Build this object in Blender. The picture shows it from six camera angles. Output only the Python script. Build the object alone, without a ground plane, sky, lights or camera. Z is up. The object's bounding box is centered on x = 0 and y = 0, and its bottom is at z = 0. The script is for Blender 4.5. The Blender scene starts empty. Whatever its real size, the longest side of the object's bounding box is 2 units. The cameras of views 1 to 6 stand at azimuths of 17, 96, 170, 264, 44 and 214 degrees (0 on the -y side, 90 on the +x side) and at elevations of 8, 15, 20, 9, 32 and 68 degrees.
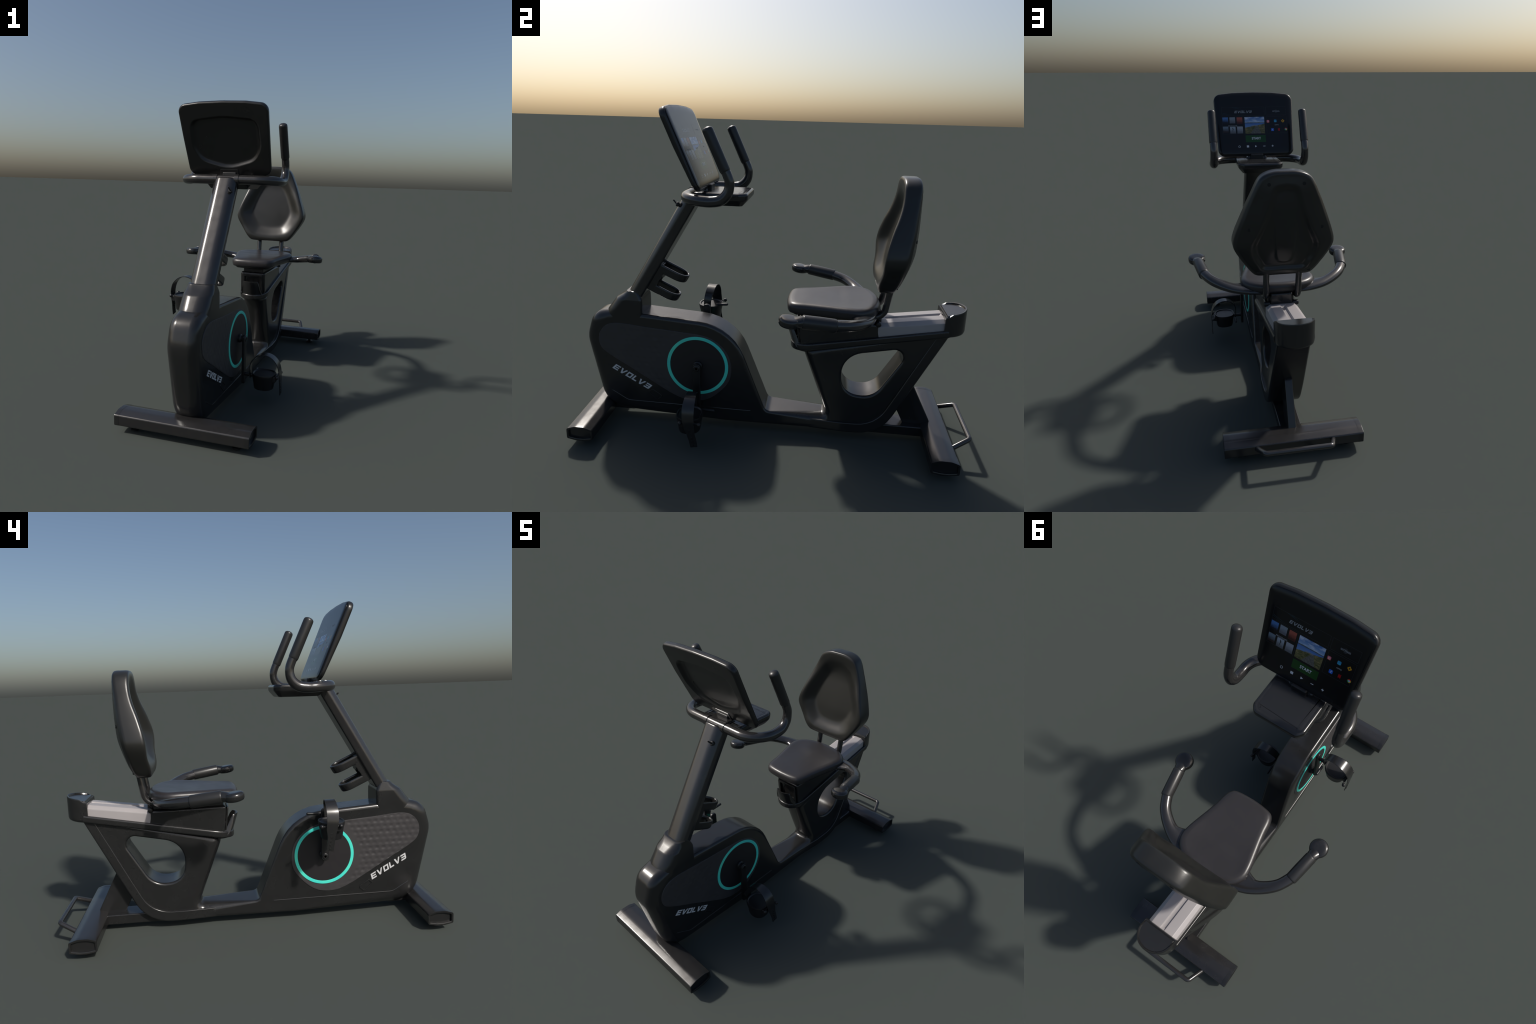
import bpy, bmesh, math
from math import sin, cos, pi, radians, sqrt
from mathutils import Vector, Matrix

# ------------------------------------------------------------------ materials
def srgb(r, g, b):
    f = lambda c: c / 12.92 if c <= .04045 else ((c + .055) / 1.055) ** 2.4
    return (f(r / 255), f(g / 255), f(b / 255), 1)

def material(name, col, rough=.4, metal=0.0, vary=.12, scale=9.0, spec=.5, bump=0.0, bump_scale=220.0,
             rough_vary=.06, coat=0.0, col2=None):
    m = bpy.data.materials.new(name); m.use_nodes = True
    nt = m.node_tree; N = nt.nodes; L = nt.links
    b = N['Principled BSDF']
    tc = N.new('ShaderNodeTexCoord')
    nz = N.new('ShaderNodeTexNoise'); nz.inputs['Scale'].default_value = scale
    nz.inputs['Detail'].default_value = 5; nz.inputs['Roughness'].default_value = .6
    L.new(tc.outputs['Object'], nz.inputs['Vector'])
    rp = N.new('ShaderNodeValToRGB')
    rp.color_ramp.elements[0].position = .3; rp.color_ramp.elements[1].position = .7
    lo = tuple(c * (1 - vary) for c in col[:3]) + (1,)
    hi = tuple(min(1, c * (1 + vary)) for c in (col2 or col)[:3]) + (1,)
    rp.color_ramp.elements[0].color = lo; rp.color_ramp.elements[1].color = hi
    L.new(nz.outputs['Fac'], rp.inputs['Fac']); L.new(rp.outputs['Color'], b.inputs['Base Color'])
    mr = N.new('ShaderNodeMapRange'); mr.inputs['To Min'].default_value = max(.02, rough - rough_vary)
    mr.inputs['To Max'].default_value = min(1, rough + rough_vary)
    nz2 = N.new('ShaderNodeTexNoise'); nz2.inputs['Scale'].default_value = scale * 2.3
    L.new(tc.outputs['Object'], nz2.inputs['Vector'])
    L.new(nz2.outputs['Fac'], mr.inputs['Value']); L.new(mr.outputs['Result'], b.inputs['Roughness'])
    b.inputs['Metallic'].default_value = metal
    b.inputs['Specular IOR Level'].default_value = spec
    b.inputs['Coat Weight'].default_value = coat
    if bump:
        nb = N.new('ShaderNodeTexNoise'); nb.inputs['Scale'].default_value = bump_scale
        L.new(tc.outputs['Object'], nb.inputs['Vector'])
        bp = N.new('ShaderNodeBump'); bp.inputs['Strength'].default_value = bump
        bp.inputs['Distance'].default_value = .001
        L.new(nb.outputs['Fac'], bp.inputs['Height']); L.new(bp.outputs['Normal'], b.inputs['Normal'])
    return m

BODY = material('charcoal_moulded_plastic', srgb(35, 35, 35), .23, vary=.10, bump=.05, spec=.62)
PANEL = material('grey_side_panel', srgb(64, 62, 63), .42, vary=.08, scale=14)
HUB = material('hub_disc_plastic', srgb(38, 36, 38), .45, vary=.08)
TUBE = material('powder_coated_tube', srgb(41, 40, 40), .20, vary=.08, bump=.04, spec=.8)
FOOT = material('stabiliser_steel', srgb(39, 38, 38), .22, vary=.10, bump=.04, spec=.7)
RUBBER = material('grip_rubber', srgb(41, 41, 41), .34, vary=.08, bump=.15, bump_scale=400)
VINYL = material('seat_vinyl', srgb(49, 47, 48), .34, vary=.07, scale=6, bump=.15, bump_scale=300)
BACKVINYL = material('backrest_vinyl', srgb(38, 38, 36), .31, vary=.08, scale=6, bump=.1, bump_scale=300)
SHELL = material('console_shell_plastic', srgb(30, 30, 30), .30, vary=.08)
BLACK = material('black_plastic', srgb(26, 26, 27), .42, vary=.08)
PLUG = material('dark_plug', srgb(8, 8, 8), .6, vary=.05)  # near-black for solid plugs that stand in for holes
BEIGE = material('pale_rail_plastic', srgb(164, 159, 159), .38, vary=.04, scale=5)
GLASS = material('screen_glass', srgb(15, 17, 20), .2, spec=.4, vary=.05, rough_vary=.02)
WHITE = material('white_lettering', srgb(208, 208, 208), .4, vary=.02)
UIWHITE = material('screen_white', srgb(200, 205, 212), .2, spec=.4, vary=.02, rough_vary=.02)
UIGREY = material('screen_grey', srgb(128, 133, 138), .2, spec=.4, vary=.05, rough_vary=.02)
UILINE = material('screen_line', srgb(40, 44, 48), .2, spec=.4, vary=.05, rough_vary=.02)
GREEN = material('start_button_green', srgb(22, 66, 26), .2, spec=.4, vary=.05, rough_vary=.02)
TEALSTREAK = material('screen_teal_streak', srgb(28, 48, 58), .2, spec=.4, vary=.1, rough_vary=.02)

def teal_mat():
    m = material('teal_light_ring', srgb(88, 216, 190), .4, vary=.0)
    N = m.node_tree.nodes
    rp = [n for n in N if n.type == 'VALTORGB'][0]
    nz = [n for n in N if n.type == 'TEX_NOISE'][0]; nz.inputs['Scale'].default_value = 6
    rp.color_ramp.elements[0].color = srgb(58, 218, 212)
    rp.color_ramp.elements[1].color = srgb(100, 240, 204)
    return m
TEAL = teal_mat()

def icon_mat(name, c1, c2=None):
    return material(name, srgb(*c1), .2, spec=.4, vary=.02, rough_vary=.02, scale=60, col2=srgb(*c2) if c2 else None)

def thumb_mat(name, top, bottom, height, patch=None):
    """small photograph: vertical gradient plus soft blotches, on Object coordinates"""
    m = bpy.data.materials.new(name); m.use_nodes = True
    nt = m.node_tree; N = nt.nodes; L = nt.links; b = N['Principled BSDF']
    tc = N.new('ShaderNodeTexCoord'); sp = N.new('ShaderNodeSeparateXYZ')
    L.new(tc.outputs['Object'], sp.inputs[0])
    mr = N.new('ShaderNodeMapRange'); mr.inputs['From Min'].default_value = -height / 2; mr.inputs['From Max'].default_value = height / 2
    L.new(sp.outputs['Y'], mr.inputs['Value'])
    nz = N.new('ShaderNodeTexNoise'); nz.inputs['Scale'].default_value = 90
    L.new(tc.outputs['Object'], nz.inputs['Vector'])
    ad = N.new('ShaderNodeMath'); ad.operation = 'MULTIPLY_ADD'; ad.inputs[1].default_value = .35
    L.new(nz.outputs['Fac'], ad.inputs[0]); L.new(mr.outputs['Result'], ad.inputs[2])
    rp = N.new('ShaderNodeValToRGB')
    rp.color_ramp.elements[0].position = .35; rp.color_ramp.elements[1].position = .95
    rp.color_ramp.elements[0].color = srgb(*bottom); rp.color_ramp.elements[1].color = srgb(*top)
    L.new(ad.outputs[0], rp.inputs['Fac']); L.new(rp.outputs['Color'], b.inputs['Base Color'])
    b.inputs['Roughness'].default_value = .2; b.inputs['Specular IOR Level'].default_value = .4
    return m

def landscape_mat():
    """coastal track: cloudy sky, sea band, far hills, ochre meadow, grey track narrowing to the horizon"""
    m = bpy.data.materials.new('screen_landscape'); m.use_nodes = True
    nt = m.node_tree; N = nt.nodes; L = nt.links; b = N['Principled BSDF']
    b.inputs['Roughness'].default_value = .2; b.inputs['Specular IOR Level'].default_value = .4
    tc = N.new('ShaderNodeTexCoord'); sp = N.new('ShaderNodeSeparateXYZ'); L.new(tc.outputs['Object'], sp.inputs[0])
    def noise(sc, det=4, stretch=(1, 1, 1)):
        mp = N.new('ShaderNodeMapping'); mp.inputs['Scale'].default_value = stretch
        L.new(tc.outputs['Object'], mp.inputs['Vector'])
        n = N.new('ShaderNodeTexNoise'); n.inputs['Scale'].default_value = sc; n.inputs['Detail'].default_value = det
        L.new(mp.outputs['Vector'], n.inputs['Vector']); return n.outputs['Fac']
    def math_(op, a, c, d=None):
        n = N.new('ShaderNodeMath'); n.operation = op
        for i, v in enumerate((a, c, d)):
            if v is None: continue
            if isinstance(v, (int, float)): n.inputs[i].default_value = v
            else: L.new(v, n.inputs[i])
        return n.outputs[0]
    def ramp(fac, *stops):
        r = N.new('ShaderNodeValToRGB'); e = r.color_ramp.elements
        e[0].position, e[0].color = stops[0]; e[1].position, e[1].color = stops[-1]
        for p, c in stops[1:-1]:
            q = e.new(p); q.color = c
        L.new(fac, r.inputs['Fac']); return r.outputs['Color']
    def mix(f, a, c):
        n = N.new('ShaderNodeMix'); n.data_type = 'RGBA'
        L.new(f, n.inputs['Factor']); L.new(a, n.inputs['A']); L.new(c, n.inputs['B']); return n.outputs['Result']
    x, y = sp.outputs['X'], sp.outputs['Y']
    v = math_('MULTIPLY_ADD', y, 1 / .107, .5)            # 0 bottom .. 1 top
    sky = ramp(v, (.6, srgb(150, 175, 205)), (.8, srgb(100, 134, 180)), (1, srgb(64, 102, 158)))
    clouds = ramp(noise(30, 6, (.7, 1.8, 1)), (.45, (0, 0, 0, 1)), (.62, (.85, .85, .85, 1)))
    sky = mix(clouds, sky, ramp(v, (0, srgb(175, 185, 200)), (1, srgb(190, 200, 215))))
    land = ramp(noise(45, 5, (1, 2.6, 1)), (.35, srgb(58, 66, 38)), (.55, srgb(98, 94, 62)), (.7, srgb(136, 122, 84)))
    edge = math_('MULTIPLY_ADD', noise(25), .16, math_('MULTIPLY_ADD', x, 1.6, .40))
    sea = ramp(v, (.4, srgb(96, 130, 175)), (.62, srgb(66, 106, 170)))
    is_land = math_('LESS_THAN', v, edge)
    is_sea = math_('LESS_THAN', v, .63)
    far = math_('LESS_THAN', math_('ABSOLUTE', math_('SUBTRACT', v, .645), 0), math_('MULTIPLY', noise(40), .05))
    c = mix(is_sea, sky, sea)
    c = mix(far, c, ramp(v, (0, srgb(70, 86, 100)), (1, srgb(70, 86, 100))))
    c = mix(is_land, c, land)
    centre = math_('MULTIPLY_ADD', v, .022, .004)
    half = math_('MULTIPLY_ADD', v, -.06, .034)
    road = math_('LESS_THAN', math_('ABSOLUTE', math_('SUBTRACT', x, centre), 0), half)
    road = math_('MULTIPLY', road, math_('LESS_THAN', v, .5))
    c = mix(road, c, ramp(noise(120), (.3, srgb(72, 74, 70)), (.7, srgb(104, 102, 96))))
    L.new(c, b.inputs['Base Color'])
    return m

# ------------------------------------------------------------------ scene tree
root = bpy.data.objects.new('recumbent_exercise_bike', None)
bpy.context.scene.collection.objects.link(root)
root['label'] = 'dark grey recumbent exercise bike with screen and teal rings'
root['category'] = 'exercise bike'

def link(ob, parent=root):
    bpy.context.scene.collection.objects.link(ob)
    ob.parent = parent
    return ob

def finish(bm, name, mat, parent=root, smooth=35, weighted=True):
    bmesh.ops.recalc_face_normals(bm, faces=bm.faces)
    me = bpy.data.meshes.new(name); bm.to_mesh(me); bm.free()
    me.materials.append(mat)
    ob = link(bpy.data.objects.new(name, me), parent)
    if smooth:
        for p in me.polygons: p.use_smooth = True
        me.set_sharp_from_angle(angle=radians(smooth))
        if weighted:
            w = ob.modifiers.new('weighted', 'WEIGHTED_NORMAL'); w.keep_sharp = True; w.weight = 80
    return ob

# ------------------------------------------------------------------ outline helpers
def fillet(pts, step=.012, closed=True):
    """corner list (a, b, radius, *extra) -> dense outline [(a, b, *extra)]"""
    n = len(pts); out = []; corners = []
    for i, p in enumerate(pts):
        P = Vector(p[:2]); A = Vector(pts[i - 1][:2]); B = Vector(pts[(i + 1) % n][:2])
        r = p[2]
        if (not closed and i in (0, n - 1)) or r <= 1e-6:
            corners.append([tuple(P) + tuple(p[3:])]); continue
        d1 = (A - P).normalized(); d2 = (B - P).normalized()
        ang = d1.angle(d2); T = r / math.tan(ang / 2)
        T = min(T, .49 * (A - P).length, .49 * (B - P).length); r = T * math.tan(ang / 2)
        c = P + (d1 + d2).normalized() * (r / sin(ang / 2))
        s = P + d1 * T; e = P + d2 * T
        a0 = math.atan2(s.y - c.y, s.x - c.x); a1 = math.atan2(e.y - c.y, e.x - c.x)
        da = (a1 - a0 + pi) % (2 * pi) - pi
        k = max(3, int(abs(da) / radians(9)))
        corners.append([(c.x + r * cos(a0 + da * j / k), c.y + r * sin(a0 + da * j / k)) + tuple(p[3:]) for j in range(k + 1)])
    for i, arc in enumerate(corners):
        out += arc
        if i == n - 1 and not closed: break
        nx = corners[(i + 1) % n][0]; a = arc[-1]
        d = math.dist(a[:2], nx[:2]); k = int(d / step)
        for j in range(1, k):
            out.append(tuple(a[q] + (nx[q] - a[q]) * j / k for q in range(len(a))))
    res = [out[0]]
    for p in out[1:]:
        if math.dist(p[:2], res[-1][:2]) > 1e-5: res.append(p)
    if closed and math.dist(res[0][:2], res[-1][:2]) < 1e-5: res.pop()
    return res

def normals2(pts):
    n = len(pts); area = sum(pts[i - 1][0] * pts[i][1] - pts[i][0] * pts[i - 1][1] for i in range(n))
    sg = 1 if area > 0 else -1; out = []
    for i in range(n):
        a, b, c = pts[i - 1], pts[i], pts[(i + 1) % n]
        t1 = Vector((b[0] - a[0], b[1] - a[1])).normalized(); t2 = Vector((c[0] - b[0], c[1] - b[1])).normalized()
        t = (t1 + t2).normalized(); m = 1 / max(.5, t.dot(t1))
        out.append((t.y * sg * m, -t.x * sg * m))
    return out                                            # outward normals

def inset(pts, d):
    nn = normals2(pts)
    dd = d if hasattr(d, '__len__') else [d] * len(pts)
    return [(p[0] - n[0] * k, p[1] - n[1] * k) for p, n, k in zip(pts, nn, dd)]

def bridge(bm, chain):
    loops = [[bm.verts.new(v) for v in lp] for lp in chain]
    for a, b in zip(loops, loops[1:]):
        n = len(a)
        for i in range(n):
            bm.faces.new((a[i], a[(i + 1) % n], b[(i + 1) % n], b[i]))
    return loops

def ledges(bm, loop):
    n = len(loop)
    return [bm.edges.get((loop[i], loop[(i + 1) % n])) or bm.edges.new((loop[i], loop[(i + 1) % n])) for i in range(n)]

def fill(bm, *loops):
    if len(loops) == 1:
        bm.faces.new(loops[0]); return
    ed = [e for l in loops for e in ledges(bm, l)]
    bmesh.ops.triangle_fill(bm, use_beauty=True, use_dissolve=False, edges=ed)

def slab_layers(pts, X0, X1, b_in, b_x, seg=5):
    """loops of a plate between thickness positions X0<X1 with rounded edges; -> [(a,b,t)]"""
    n = len(pts)
    bi = b_in if hasattr(b_in, '__len__') else [b_in] * n
    bx = b_x if hasattr(b_x, '__len__') else [b_x] * n
    nn = normals2(pts); loops = []
    for k in range(seg + 1):
        th = pi / 2 * k / seg
        loops.append([(p[0] - m[0] * i * (1 - sin(th)), p[1] - m[1] * i * (1 - sin(th)), X0 + x * (1 - cos(th)))
                      for p, m, i, x in zip(pts, nn, bi, bx)])
    for k in range(seg + 1):
        th = pi / 2 * (1 - k / seg)
        loops.append([(p[0] - m[0] * i * (1 - sin(th)), p[1] - m[1] * i * (1 - sin(th)), X1 - x * (1 - cos(th)))
                      for p, m, i, x in zip(pts, nn, bi, bx)])
    return loops

side = lambda p: (p[2], p[0], p[1])                        # outline (y, z, thickness) -> world
plan = lambda p: (p[0], p[1], p[2])                        # outline (x, y, thickness) -> world

def plate(name, pts, X0, X1, b_in, b_x, mat, parent=root, to=side, holes=(), seg=4, smooth=35):
    bm = bmesh.new()
    ch = bridge(bm, [[to(p) for p in lp] for lp in slab_layers(pts, X0, X1, b_in, b_x, seg)])
    hs = []
    for h, hb in holes:
        hl = slab_layers(h, X0, X1, [-hb] * len(h), [hb] * len(h), seg)
        hs.append(bridge(bm, [[to(p) for p in lp] for lp in hl]))
    fill(bm, ch[0], *[h[0] for h in hs]); fill(bm, ch[-1], *[h[-1] for h in hs])
    return finish(bm, name, mat, parent, smooth)

def block(name, lo, hi, bev, mat, parent=root, seg=3, axis='x'):
    if axis == 'z':
        o = fillet([(lo[0], lo[1], bev), (hi[0], lo[1], bev), (hi[0], hi[1], bev), (lo[0], hi[1], bev)], .05)
        return plate(name, o, lo[2], hi[2], min(bev, .006), min(bev, .006), mat, parent, plan, seg=seg)
    o = fillet([(lo[1], lo[2], bev), (hi[1], lo[2], bev), (hi[1], hi[2], bev), (lo[1], hi[2], bev)], .05)
    return plate(name, o, lo[0], hi[0], bev, bev, mat, parent, side, seg=seg)

# ------------------------------------------------------------------ sweep helpers
def spline(pts, per=8):
    """Catmull-Rom through tuples of any width"""
    out = []; n = len(pts)
    for i in range(n - 1):
        p0 = pts[max(0, i - 1)]; p1 = pts[i]; p2 = pts[i + 1]; p3 = pts[min(n - 1, i + 2)]
        for j in range(per):
            t = j / per
            out.append(tuple(.5 * (2 * b + (c - a) * t + (2 * a - 5 * b + 4 * c - d) * t * t + (3 * b - a - 3 * c + d) * t ** 3)
                             for a, b, c, d in zip(p0, p1, p2, p3)))
    out.append(tuple(pts[-1])); return out

def round_path(pts, per=7):
    """3D polyline with radii (x,y,z,r) -> arcs at corners"""
    out = [Vector(pts[0][:3])]
    for i in range(1, len(pts) - 1):
        P = Vector(pts[i][:3]); A = Vector(pts[i - 1][:3]); B = Vector(pts[i + 1][:3]); r = pts[i][3]
        d1 = (A - P).normalized(); d2 = (B - P).normalized(); ang = d1.angle(d2)
        T = min(r / math.tan(ang / 2), (.98 if i == 1 else .49) * (A - P).length, (.98 if i == len(pts) - 2 else .49) * (B - P).length); r = T * math.tan(ang / 2)
        bis = (d1 + d2).normalized(); c = P + bis * (r / sin(ang / 2))
        s = P + d1 * T - c; e = P + d2 * T - c; tot = s.angle(e)
        for k in range(per + 1):
            t = k / per
            out.append(c + (s * sin((1 - t) * tot) + e * sin(t * tot)) / sin(tot))
    out.append(Vector(pts[-1][:3])); return out

def frames(path, up=None):
    n = len(path); T = []
    for i in range(n):
        T.append((path[min(n - 1, i + 1)] - path[max(0, i - 1)]).normalized())
    F = []
    if up is not None:
        for t in T:
            a = t.cross(up).normalized(); F.append((a, a.cross(t).normalized()))
        return T, F
    a = T[0].orthogonal().normalized()
    for i, t in enumerate(T):
        a = (a - t * a.dot(t)).normalized(); F.append((a, t.cross(a).normalized()))
    return T, F

def tube(name, path, radius, mat, parent=root, seg=20, up=None, round_end=True, profile=None, bm=None, smooth=40):
    """sweep; radius: number, or list of r / (ra, rb); profile: list of unit (a, b)"""
    own = bm is None
    if own: bm = bmesh.new()
    path = [Vector(p) for p in path]; T, F = frames(path, up); n = len(path)
    R = radius if hasattr(radius, '__len__') else [radius] * n
    R = [r if hasattr(r, '__len__') else (r, r) for r in R]
    prof = profile or [(cos(2 * pi * i / seg), sin(2 * pi * i / seg)) for i in range(seg)]
    loops = []
    def ring(c, a, b, ra, rb, k=1):
        return [c + a * (p[0] * ra * k) + b * (p[1] * rb * k) for p in prof]
    if round_end:
        for k in range(4):
            th = pi / 2 * (k + .6) / 4.6; d = min(R[0]) * (1 - sin(th))
            q = min(R[0]) * round_end
            loops.append(ring(path[0] - T[0] * q * cos(th), F[0][0], F[0][1], R[0][0], R[0][1], sin(th)))
    for i in range(n):
        loops.append(ring(path[i], F[i][0], F[i][1], R[i][0], R[i][1]))
    if round_end:
        for k in range(3, -1, -1):
            th = pi / 2 * (k + .6) / 4.6; q = min(R[-1]) * round_end
            loops.append(ring(path[-1] + T[-1] * q * cos(th), F[-1][0], F[-1][1], R[-1][0], R[-1][1], sin(th)))
    ch = bridge(bm, loops)
    bm.faces.new(ch[0]); bm.faces.new(ch[-1])
    if own: return finish(bm, name, mat, parent, smooth, weighted=False)

def rrect(ra, rb, r, step=.02):
    return [(p[0], p[1]) for p in fillet([(-ra, -rb, r), (ra, -rb, r), (ra, rb, r), (-ra, rb, r)], step)]

def lathe(name, centre, axis, prof, mat, parent=root, seg=32, smooth=35):
    """prof: [(radius, height)] along axis"""
    bm = bmesh.new(); ax = Vector(axis).normalized(); a = ax.orthogonal().normalized(); b = ax.cross(a); c = Vector(centre)
    ch = bridge(bm, [[c + ax * h + (a * cos(2 * pi * i / seg) + b * sin(2 * pi * i / seg)) * r for i in range(seg)] for r, h in prof])
    bm.faces.new(ch[0]); bm.faces.new(ch[-1])
    return finish(bm, name, mat, parent, smooth)

def ball(name, c, r, mat, parent=root):
    return lathe(name, c, (0, 0, 1), [(r * sin(t), -r * cos(t)) for t in [.15 + (pi - .3) * i / 9 for i in range(10)]], mat, parent, 14)

# ================================================================== FRAME COVER (front housing, low beam, seat pillar)
X0 = .081
body_pts = [  # y, z, corner radius, edge inset, edge depth
    (-.918, .044, .15, .060, .060),
    (-.25, .042, .30, .014, .014),
    (.560, .044, .20, .030, .020),
    (.862, .632, .012, .012, .020),
    (.138, .497, .045, .045, .062),
    (.282, .121, .018, .045, .062),
    (-.035, .120, .035, .014, .012),
    (-.219, .585, .28, .022, .018),
    (-.690, .617, .05, .022, .018),
    (-.850, .630, .08, .042, .042),
    (-.965, .606, .10, .052, .048),
    (-1.004, .470, .14, .052, .048)]
body = fillet(body_pts)
hole = fillet([(.688, .536, .042), (.345, .468, .13), (.352, .262, .10), (.515, .248, .11)], .01)
cover = plate('frame_cover', body, -X0, X0, [p[2] for p in body], [p[3] for p in body], BODY, to=lambda p: (p[2] * (1 - .012 * max(0, min(1, (p[0] + .05) / .25))), p[0], p[1]), holes=[([p[:2] for p in hole], .014)], seg=6)

# beads where the flat flank meets the rounded edge band
for s in (1, -1):
    bead = [(s * (X0 - .0005), y, z) for y, z in
            [p[:2] for p in fillet([(-.115, .116, 0), (-.78, .119, .06), (-.865, .17, 0)], closed=False)]]
    tube('edge_bead', bead, .0032, BODY, cover, seg=8)

# raised band along the lower curve and the sloping rear member
outer_l = [p[:2] for p in fillet([(.20, .0440, 0), (.5605, .0438, .20), (.862, .630, 0)], .012, closed=False)]
inner_l = [p[:2] for p in fillet([(.20, .0980, 0), (.535, .1000, .165), (.800, .617, 0)], .012, closed=False)]
def along(line, n):
    acc = [0]
    for a, b in zip(line, line[1:]): acc.append(acc[-1] + math.dist(a, b))
    out = []; j = 0
    for i in range(n):
        d = acc[-1] * i / (n - 1)
        while j < len(acc) - 2 and acc[j + 1] < d: j += 1
        t = (d - acc[j]) / (acc[j + 1] - acc[j]); out.append(tuple(line[j][q] + (line[j + 1][q] - line[j][q]) * t for q in (0, 1)))
    return out
bm = bmesh.new(); loops = []
for o, i in zip(along(outer_l, 70), along(inner_l, 70)):
    q = max(0, min(1, (o[0] - .20) / .16)); r = max(0, min(1, (o[1] - .25) / .35))
    hx = .0905 * (.86 + .14 * q - .10 * r); e = .011
    wd = math.dist(o, i); sec = fillet([(0, -hx, e), (wd, -hx, .005), (wd, hx, .005), (0, hx, e)], 1)
    u = ((i[0] - o[0]) / wd, (i[1] - o[1]) / wd)
    loops.append([(p[1], o[0] + u[0] * p[0], o[1] + u[1] * p[0]) for p in sec])
ch = bridge(bm, loops); bm.faces.new(ch[0]); bm.faces.new(ch[-1])
finish(bm, 'frame_band', BODY, cover, 35)

# collar round the mast foot: flat back, round front, tapering up to the mast
bm = bmesh.new(); loops = []
for z, yb, yf, hw, rf in [(.555, -.690, -.925, .0800, .07), (.610, -.6895, -.900, .0812, .07), (.640, -.689, -.877, .0812, .07), (.684, -.689, -.844, .0800, .066), (.692, -.690, -.836, .0785, .064), (.710, -.697, -.806, .0745, .054),
                          (.726, -.706, -.784, .0715, .040), (.733, -.712, -.777, .0695, .034), (.735, -.72, -.77, .066, .03)]:
    o = fillet([(-hw, yf, rf), (hw, yf, rf), (hw, yb, .016), (-hw, yb, .016)], 9)
    loops.append([(p[0], p[1], z) for p in o])
ch = bridge(bm, loops); bm.faces.new(ch[0]); bm.faces.new(ch[-1])
finish(bm, 'mast_collar', BODY, root, 28)

# ------------------------------------------------------------------ side panels with dimples, rings, lettering
panel_out = spline([(-.45, .535), (-.65, .550), (-.822, .563), (-.893, .541), (-.928, .483), (-.916, .419), (-.859, .372), (-.75, .307), (-.64, .240),
                    (-.516, .170), (-.421, .148), (-.328, .172), (-.240, .258), (-.216, .341), (-.235, .428), (-.29, .492), (-.36, .524), (-.45, .535)], 6)[:-1]
def dimple(y, z):
    a = (y + .06 * z) / .036; b = z / .030
    row = math.floor(b); a += .5 * (row % 2)
    fy = (a - math.floor(a)) - .5; fz = (b - row) - .5
    far = math.dist((y, z), (-.397, .355))
    k = max(0, min(1, (far - .185) / .03))
    return k * (.0019 + .0007 * sin(5.1 * math.floor(a) - 2.3 * row)) * (cos(pi * fy) * cos(pi * fz)) ** 2
def resample(pts, n):
    P = list(pts) + [pts[0]]; acc = [0]
    for a, b in zip(P, P[1:]): acc.append(acc[-1] + math.dist(a, b))
    out = []; j = 0
    for i in range(n):
        d = acc[-1] * i / n
        while acc[j + 1] < d: j += 1
        t = (d - acc[j]) / (acc[j + 1] - acc[j]); out.append(tuple(P[j][q] + (P[j + 1][q] - P[j][q]) * t for q in (0, 1)))
    return out
for s in (1, -1):
    bm = bmesh.new(); cy, cz = -.58, .38; K = 80; loops = []
    po = resample(panel_out, 300)
    loops.append([(s * (X0 - .002), p[0], p[1]) for p in po])
    ins = inset(po, .002)
    loops.append([(s * (X0 + .0026), p[0], p[1]) for p in ins])
    dense = K
    for k in range(1, dense):
        t = 1 - k / dense
        loops.append([(s * (X0 + .0032 - (1 if s < 0 else .35) * dimple(cy + (p[0] - cy) * t, cz + (p[1] - cz) * t)), cy + (p[0] - cy) * t, cz + (p[1] - cz) * t) for p in ins])
    ch = bridge(bm, loops); bm.faces.new(ch[-1])
    finish(bm, 'side_panel', PANEL, cover, 50, weighted=False)
    RC = (-.396, .355)
    circ = lambda r, n=72: [(RC[0] + r * cos(2 * pi * i / n), RC[1] + r * sin(2 * pi * i / n)) for i in range(n)]
    lo, hi = sorted((s * X0, s * (X0 + .0062)))
    plate('light_ring', circ(.1625), lo, hi, .0015, .0015, TEAL, cover, holes=[(circ(.1458), .0015)], seg=2)
    lo, hi = sorted((s * X0, s * (X0 + .0050)))
    plate('hub_disc', circ(.1456), lo, hi, .001, .001, HUB, cover, seg=2)
    # release slot below the lettering
    lo, hi = sorted((s * (X0 - .001), s * (X0 + .0030)))
    slot = fillet([(-.583, .158, .012), (-.645, .200, .008), (-.672, .176, .008), (-.618, .128, .012)], .01)
    slot_in = [p for p in inset(slot, .0075)]
    plate('release_slot', slot, lo, hi, .0015, .0015, BODY, cover, holes=[(slot_in, .001)], seg=2)

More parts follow.
